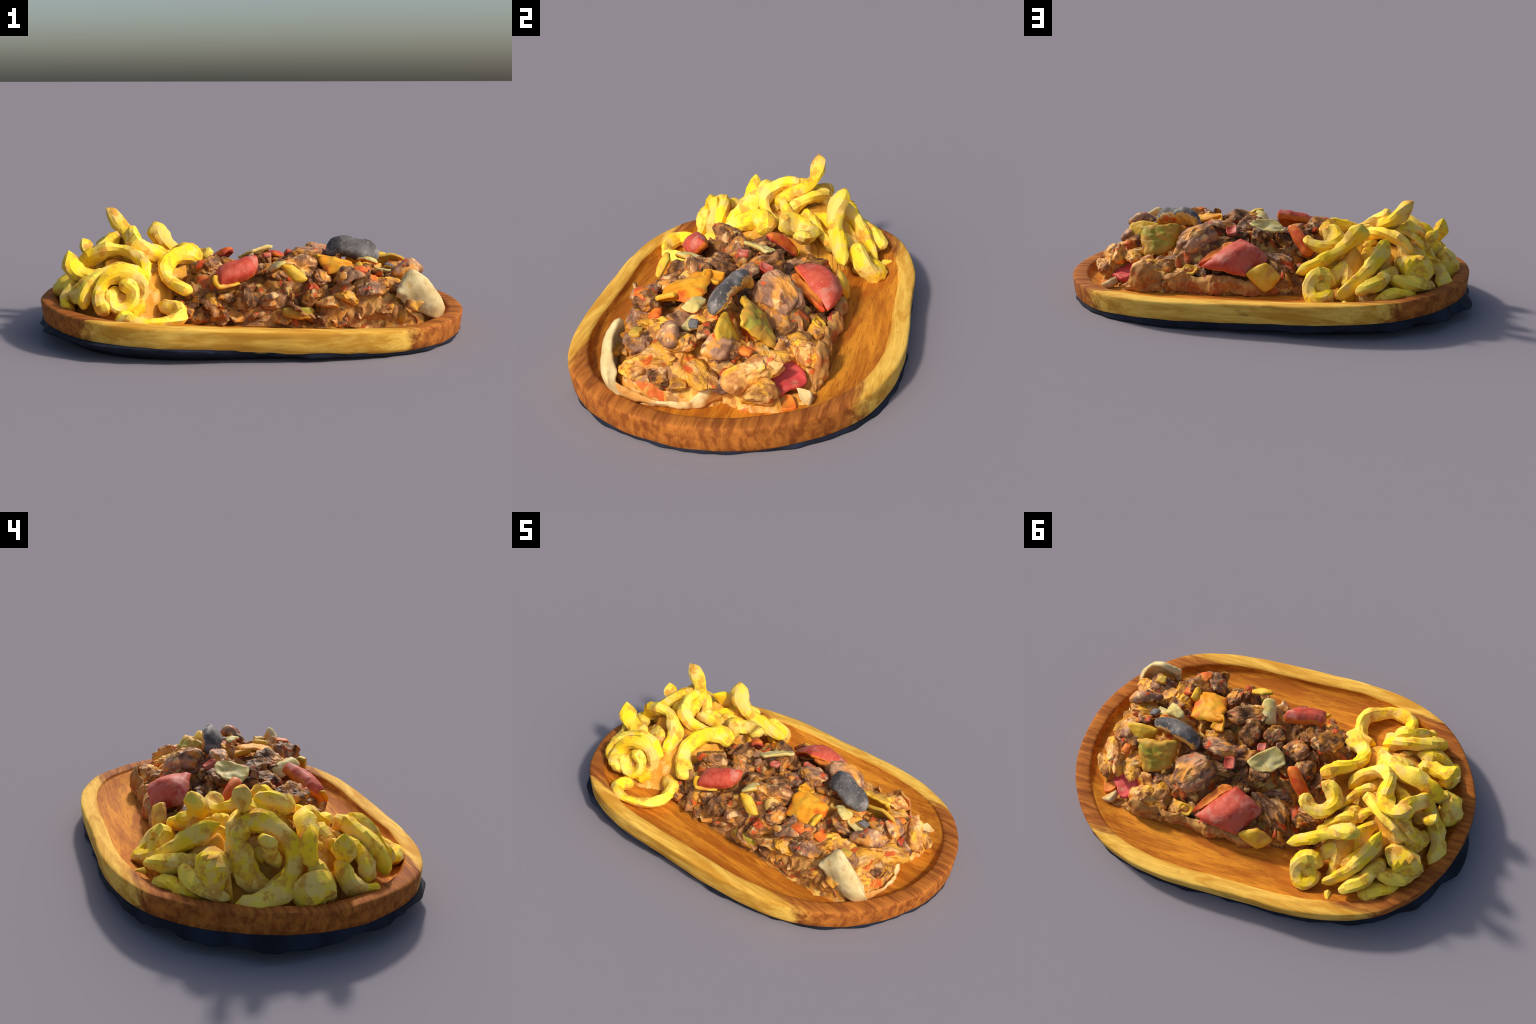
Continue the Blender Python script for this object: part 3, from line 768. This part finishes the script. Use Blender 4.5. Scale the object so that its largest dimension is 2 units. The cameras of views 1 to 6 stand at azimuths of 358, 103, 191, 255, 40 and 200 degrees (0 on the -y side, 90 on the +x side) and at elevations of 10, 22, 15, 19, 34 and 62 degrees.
# ------------------------------------------------------------------ curly fries
def build_fries():
    root = empty("curly_fries", "heap of golden curly fries", "fries")
    F = []
    def fry(r, pts, tp):
        F.append((r, pts, tp))
    # tall spire and the hooks on the crown
    fry(0.034, [(-.692, .152, .545, .55), (-.655, .156, .505, .9), (-.615, .142, .455, 1.1), (-.574, .104, .418, 1.1), (-.555, .03, .392, 1), (-.56, -.04, .34, 1)], .35)
    fry(0.033, [(-.568, .085, .446), (-.568, .007, .436), (-.550, -.040, .410), (-.519, -.063, .387), (-.475, -.066, .362), (-.416, -.029, .332), (-.385, .02, .295)], .6)
    fry(0.038, [(-.243, -.004, .325), (-.290, -.022, .350), (-.345, -.055, .350), (-.390, -.110, .326), (-.396, -.183, .287), (-.347, -.249, .250), (-.278, -.288, .225)], .7)
    # loop lying flat on the platter
    fry(0.033, [(-.520, -.435, .150, .8), (-.556, -.470, .148), (-.548, -.515, .148), (-.475, -.535, .145), (-.385, -.510, .142), (-.330, -.450, .140), (-.325, -.380, .145), (-.355, -.325, .158), (-.42, -.310, .175)], .55)
    # horn at the front left
    fry(0.041, [(-.828, -.184, .392, .6), (-.820, -.186, .340, 1), (-.785, -.198, .300, 1.1), (-.72, -.21, .285, 1), (-.66, -.20, .28, .9)], .45)
    fry(0.034, [(-.805, .105, .402, .7), (-.775, .086, .350, 1), (-.745, .06, .29, 1), (-.70, .03, .24, 1)], .45)
    # thick fry leaning out at the back
    fry(0.043, [(-.475, .305, .452, .75), (-.462, .296, .420, 1.05), (-.425, .272, .360, 1.0), (-.355, .280, .300, .95), (-.27, .312, .255, .95), (-.190, .342, .215, .7)], .5)
    # small cup curl
    fry(0.036, [(-.215, .125, .320), (-.225, .165, .310), (-.275, .190, .310), (-.33, .16, .315), (-.345, .11, .325), (-.31, .07, .345), (-.265, .065, .358)], .5)
    fry(0.032, [(-.375, .125, .270), (-.405, .085, .318), (-.435, .050, .346), (-.475, .025, .362), (-.51, .015, .35)], .5)
    fry(0.034, [(-.565, .150, .285), (-.525, .200, .290), (-.480, .262, .262), (-.455, .31, .225)], .5)
    fry(0.030, [(-.535, .095, .315), (-.490, .125, .312), (-.465, .175, .29)], .5)
    fry(0.032, [(-.56, .27, .27), (-.505, .31, .235), (-.45, .36, .18)], .5)
    fry(0.034, [(-.46, .105, .30), (-.43, .15, .285), (-.425, .20, .26), (-.45, .25, .24)], .5)
    fry(0.034, [(-.475, .05, .335), (-.510, .085, .360), (-.560, .130, .378), (-.615, .165, .374), (-.665, .19, .355), (-.70, .19, .31)], .6)
    fry(0.036, [(-.590, .225, .372, .6), (-.575, .285, .335, 1), (-.545, .335, .288, 1.1), (-.500, .390, .232, 1), (-.445, .432, .185, .9), (-.395, .455, .142, .6)], .3)
    fry(0.036, [(-.485, .478, .180), (-.535, .448, .205), (-.575, .405, .218), (-.600, .345, .225), (-.64, .29, .23)], .55)
    fry(0.072, [(-.640, .250, .275, .8), (-.690, .262, .262, 1), (-.745, .272, .235, .9), (-.76, .25, .19, .8)], .6)
    fry(0.043, [(-.575, .455, .135), (-.625, .408, .158), (-.675, .375, .148), (-.735, .310, .135)], .6)
    fry(0.038, [(-.62, .36, .22), (-.70, .345, .20), (-.77, .29, .18), (-.80, .23, .17)], .6)
    # big standing loop at the end
    fry(0.040, [(-.70, .115, .165), (-.69, .170, .235), (-.68, .178, .315), (-.655, .140, .383), (-.672, .085, .396), (-.700, .040, .386), (-.728, .005, .353),
         (-.752, -.015, .300), (-.778, -.008, .250), (-.815, .025, .212), (-.845, .075, .180), (-.860, .135, .165), (-.838, .210, .165)], .4)
    fry(0.034, [(-.655, .140, .385), (-.700, .175, .388), (-.735, .190, .365, .8), (-.76, .195, .33, .5)], .3)
    fry(0.044, [(-.695, .150, .33), (-.725, .165, .28), (-.76, .150, .22), (-.775, .09, .165)], .5)
    # ring beside it
    fry(0.040, [(-.800, -.075, .270), (-.772, -.069, .317), (-.735, -.078, .352), (-.675, -.085, .380), (-.616, -.090, .386), (-.571, -.103, .380), (-.532, -.131, .364),
         (-.503, -.152, .334), (-.486, -.192, .290), (-.480, -.235, .240, .8)], .5)
    fry(0.034, [(-.79, -.085, .285), (-.815, -.10, .23), (-.825, -.125, .17)], .5)
    fry(0.042, [(-.63, -.16, .30), (-.59, -.19, .30), (-.56, -.21, .26)], .6)
    # bodies bridging the hollows between the loops
    fry(0.042, [(-.64, -.27, .285), (-.70, -.285, .268), (-.76, -.300, .235), (-.80, -.29, .19)], .5)
    fry(0.038, [(-.67, .06, .365), (-.62, .0, .362), (-.57, -.03, .345), (-.53, -.02, .32)], .5)
    fry(0.040, [(-.32, .27, .225), (-.37, .215, .270), (-.42, .175, .300), (-.47, .16, .31)], .5)
    # coil at the front: two turns
    fry(0.031, [(-.742, -.392, .180, .7), (-.730, -.372, .250), (-.692, -.335, .298), (-.635, -.298, .322), (-.570, -.278, .326), (-.515, -.278, .295), (-.485, -.290, .240)], .5)
    # front coil: a spiral ribbon curling in towards its middle, in the plane facing the front
    c0, u, w = V((-.590, -.345, .232)), V((.111, .047, .005)).normalized(), V((-.01, .027, .107)).normalized()
    nrm = w.cross(u)
    def coil(points, r, tp):
        fry(r, [tuple(c0 + u * a + w * b + nrm * c) for a, b, c in points], tp)
    coil([(-.018, .030, .006), (-.014, -.02, .012), (.006, -.074, .012), (.064, -.066, .006), (.094, -.002, 0), (.066, .066, -.004), (-.004, .086, -.006),
          (-.070, .056, -.008), (-.090, -.010, -.010), (-.068, -.080, -.012)], .043, .6)
    coil([(-.05, .02, -.03), (-.04, -.05, -.03), (.02, -.06, -.04), (.05, .0, -.04), (.0, .05, -.04)], .032, .6)
    # disc-like curls at the rim
    fry(0.040, [(-.360, .400, .185), (-.325, .372, .215), (-.280, .392, .210), (-.262, .430, .165), (-.290, .462, .125), (-.340, .458, .130), (-.362, .42, .165)], .7)
    fry(0.056, [(-.335, .415, .145), (-.310, .420, .158), (-.295, .425, .155)], .8)
    fry(0.046, [(-.845, -.010, .150), (-.870, -.045, .205), (-.865, -.090, .225), (-.835, -.125, .190), (-.845, -.14, .145)], .6)
    fry(0.055, [(-.85, -.06, .17), (-.845, -.085, .17), (-.84, -.1, .17)], .8)
    fry(0.036, [(-.785, -.185, .285), (-.815, -.195, .225), (-.838, -.235, .185), (-.830, -.290, .165), (-.805, -.33, .160)], .45)
    pass
    # thin crumb of fry lying loose
    fry(0.016, [(-.43, .47, .122, 1.3), (-.440, .510, .126, 1), (-.447, .55, .124, .35)], .2)
    fry(0.036, [(-.42, .41, .11), (-.44, .35, .19), (-.42, .29, .235), (-.38, .30, .22), (-.36, .33, .15)], .6)
    for i, (r, pts, tp) in enumerate(F):
        tube("fry", pts, r * 1.02, FRY, root, 40 + i, (tp, tp * .7), rng.uniform(.60, .82), 0.20, 12, rng.uniform(2.6, 4.5), grain=0.016, crisp=0.42)
    # mashed, browned bits deep in the heap
    web = []
    for r, pts, tp in F:
        S, _ = spline([p[:3] for p in pts], max(4, len(pts) * 4))
        web += [(p[0], p[1], p[2]) for p in S if p[2] < .40 and p[0] > -.80]
    W = np.array(web)
    B = np.array([(-.50, -.03, .31), (-.70, -.22, .285), (-.60, -.20, .31), (-.54, -.20, .31), (-.60, .08, .32), (-.73, .03, .15), (-.45, .10, .28), (-.55, .25, .26),
                  (-.45, .36, .17), (-.75, .25, .19), (-.79, -.18, .20), (-.60, -.31, .24), (-.46, -.20, .285), (-.40, .04, .29), (-.39, -.06, .25), (-.66, -.12, .29),
                  (-.80, .10, .14), (-.68, .36, .15), (-.52, -.38, .15), (-.73, -.30, .24), (-.80, -.30, .18), (-.62, -.01, .33), (-.37, .21, .25)])

    def mound(x, y):
        w = ((B[:, 0] - x) ** 2 + (B[:, 1] - y) ** 2 + .001) ** -1.6
        return float((w * B[:, 2]).sum() / w.sum())
    # shorter fries deep in the heap
    k = 0
    while k < 26:
        x, y = rng.gauss(-.58, .12), rng.gauss(0.05, .20)
        e = ((x + .57) / .22) ** 2 + ((y - .03) / .38) ** 2
        if e > 1 or (x < -.66 and -.1 < y < .2): continue
        h = mound(x, y) - 0.012 - 0.05 * e
        a, b = rng.uniform(0, 6.28), rng.uniform(-.3, .3)
        bend = rng.uniform(-1.2, 1.2)
        L = rng.uniform(.10, .16)
        pts = []
        for q in (-1, -.33, .33, 1):
            an = a + bend * q
            pts.append((x + math.cos(an) * L * q * .5, y + math.sin(an) * L * q * .5, h + b * L * q * .5 - 0.035 * q * q))
        tube("fry", pts, rng.uniform(.028, .036), FRY if k % 3 else FRY_DEEP, root, 90 + k, (.5, .4), .72, .2, 12, 3.2, grain=0.016, crisp=0.42)
        k += 1
    verts, faces, idx = [], [], {}
    for j in range(90):
        for i in range(60):
            x = -.86 + .58 * i / 60; y = -.41 + .86 * j / 90
            e = ((x + .565) / .26) ** 2 + ((y - .03) / .40) ** 2 + 0.15 * noise.noise(V((x * 9, y * 9, 1)))
            if e > 1.15: continue
            top = mound(x, y)
            h = floor_z(x) - (.004 if e < 1.03 else .012)
            h += max(0.0, top - h) * (1 - min(1.0, max(0.0, e)) ** 3) ** 0.7
            h += (0.030 * noise.noise(V((x * 13, y * 13, 2))) + 0.034 * abs(noise.noise(V((x * 22, y * 22, 9)))) + 0.012 * noise.noise(V((x * 30, y * 30, 4)))) * max(0, min(1, (1.02 - e) * 3))
            if e < 1.0 and not (x < -.68 and -.12 < y < .22):
                d2 = (W[:, 0] - x) ** 2 + (W[:, 1] - y) ** 2
                lift = W[:, 2] - 0.048 - d2 * 34 + 0.016 * noise.noise(V((x * 24, y * 24, 3)))
                h = max(h, float(lift[d2 < .0045].max()) if (d2 < .0045).any() else h)
            idx[i, j] = len(verts); verts.append((x, y, h))
    for (i, j), a in idx.items():
        q = [idx.get((i + 1, j)), idx.get((i + 1, j + 1)), idx.get((i, j + 1))]
        if None not in q:
            faces.append((a, *q))
    heap = mesh_object("fry_crumbs", verts, faces, FRY_DEEP, root)
    heap["kind"] = "stuff"
    return root

build_platter()
build_sandwich()
build_fries()
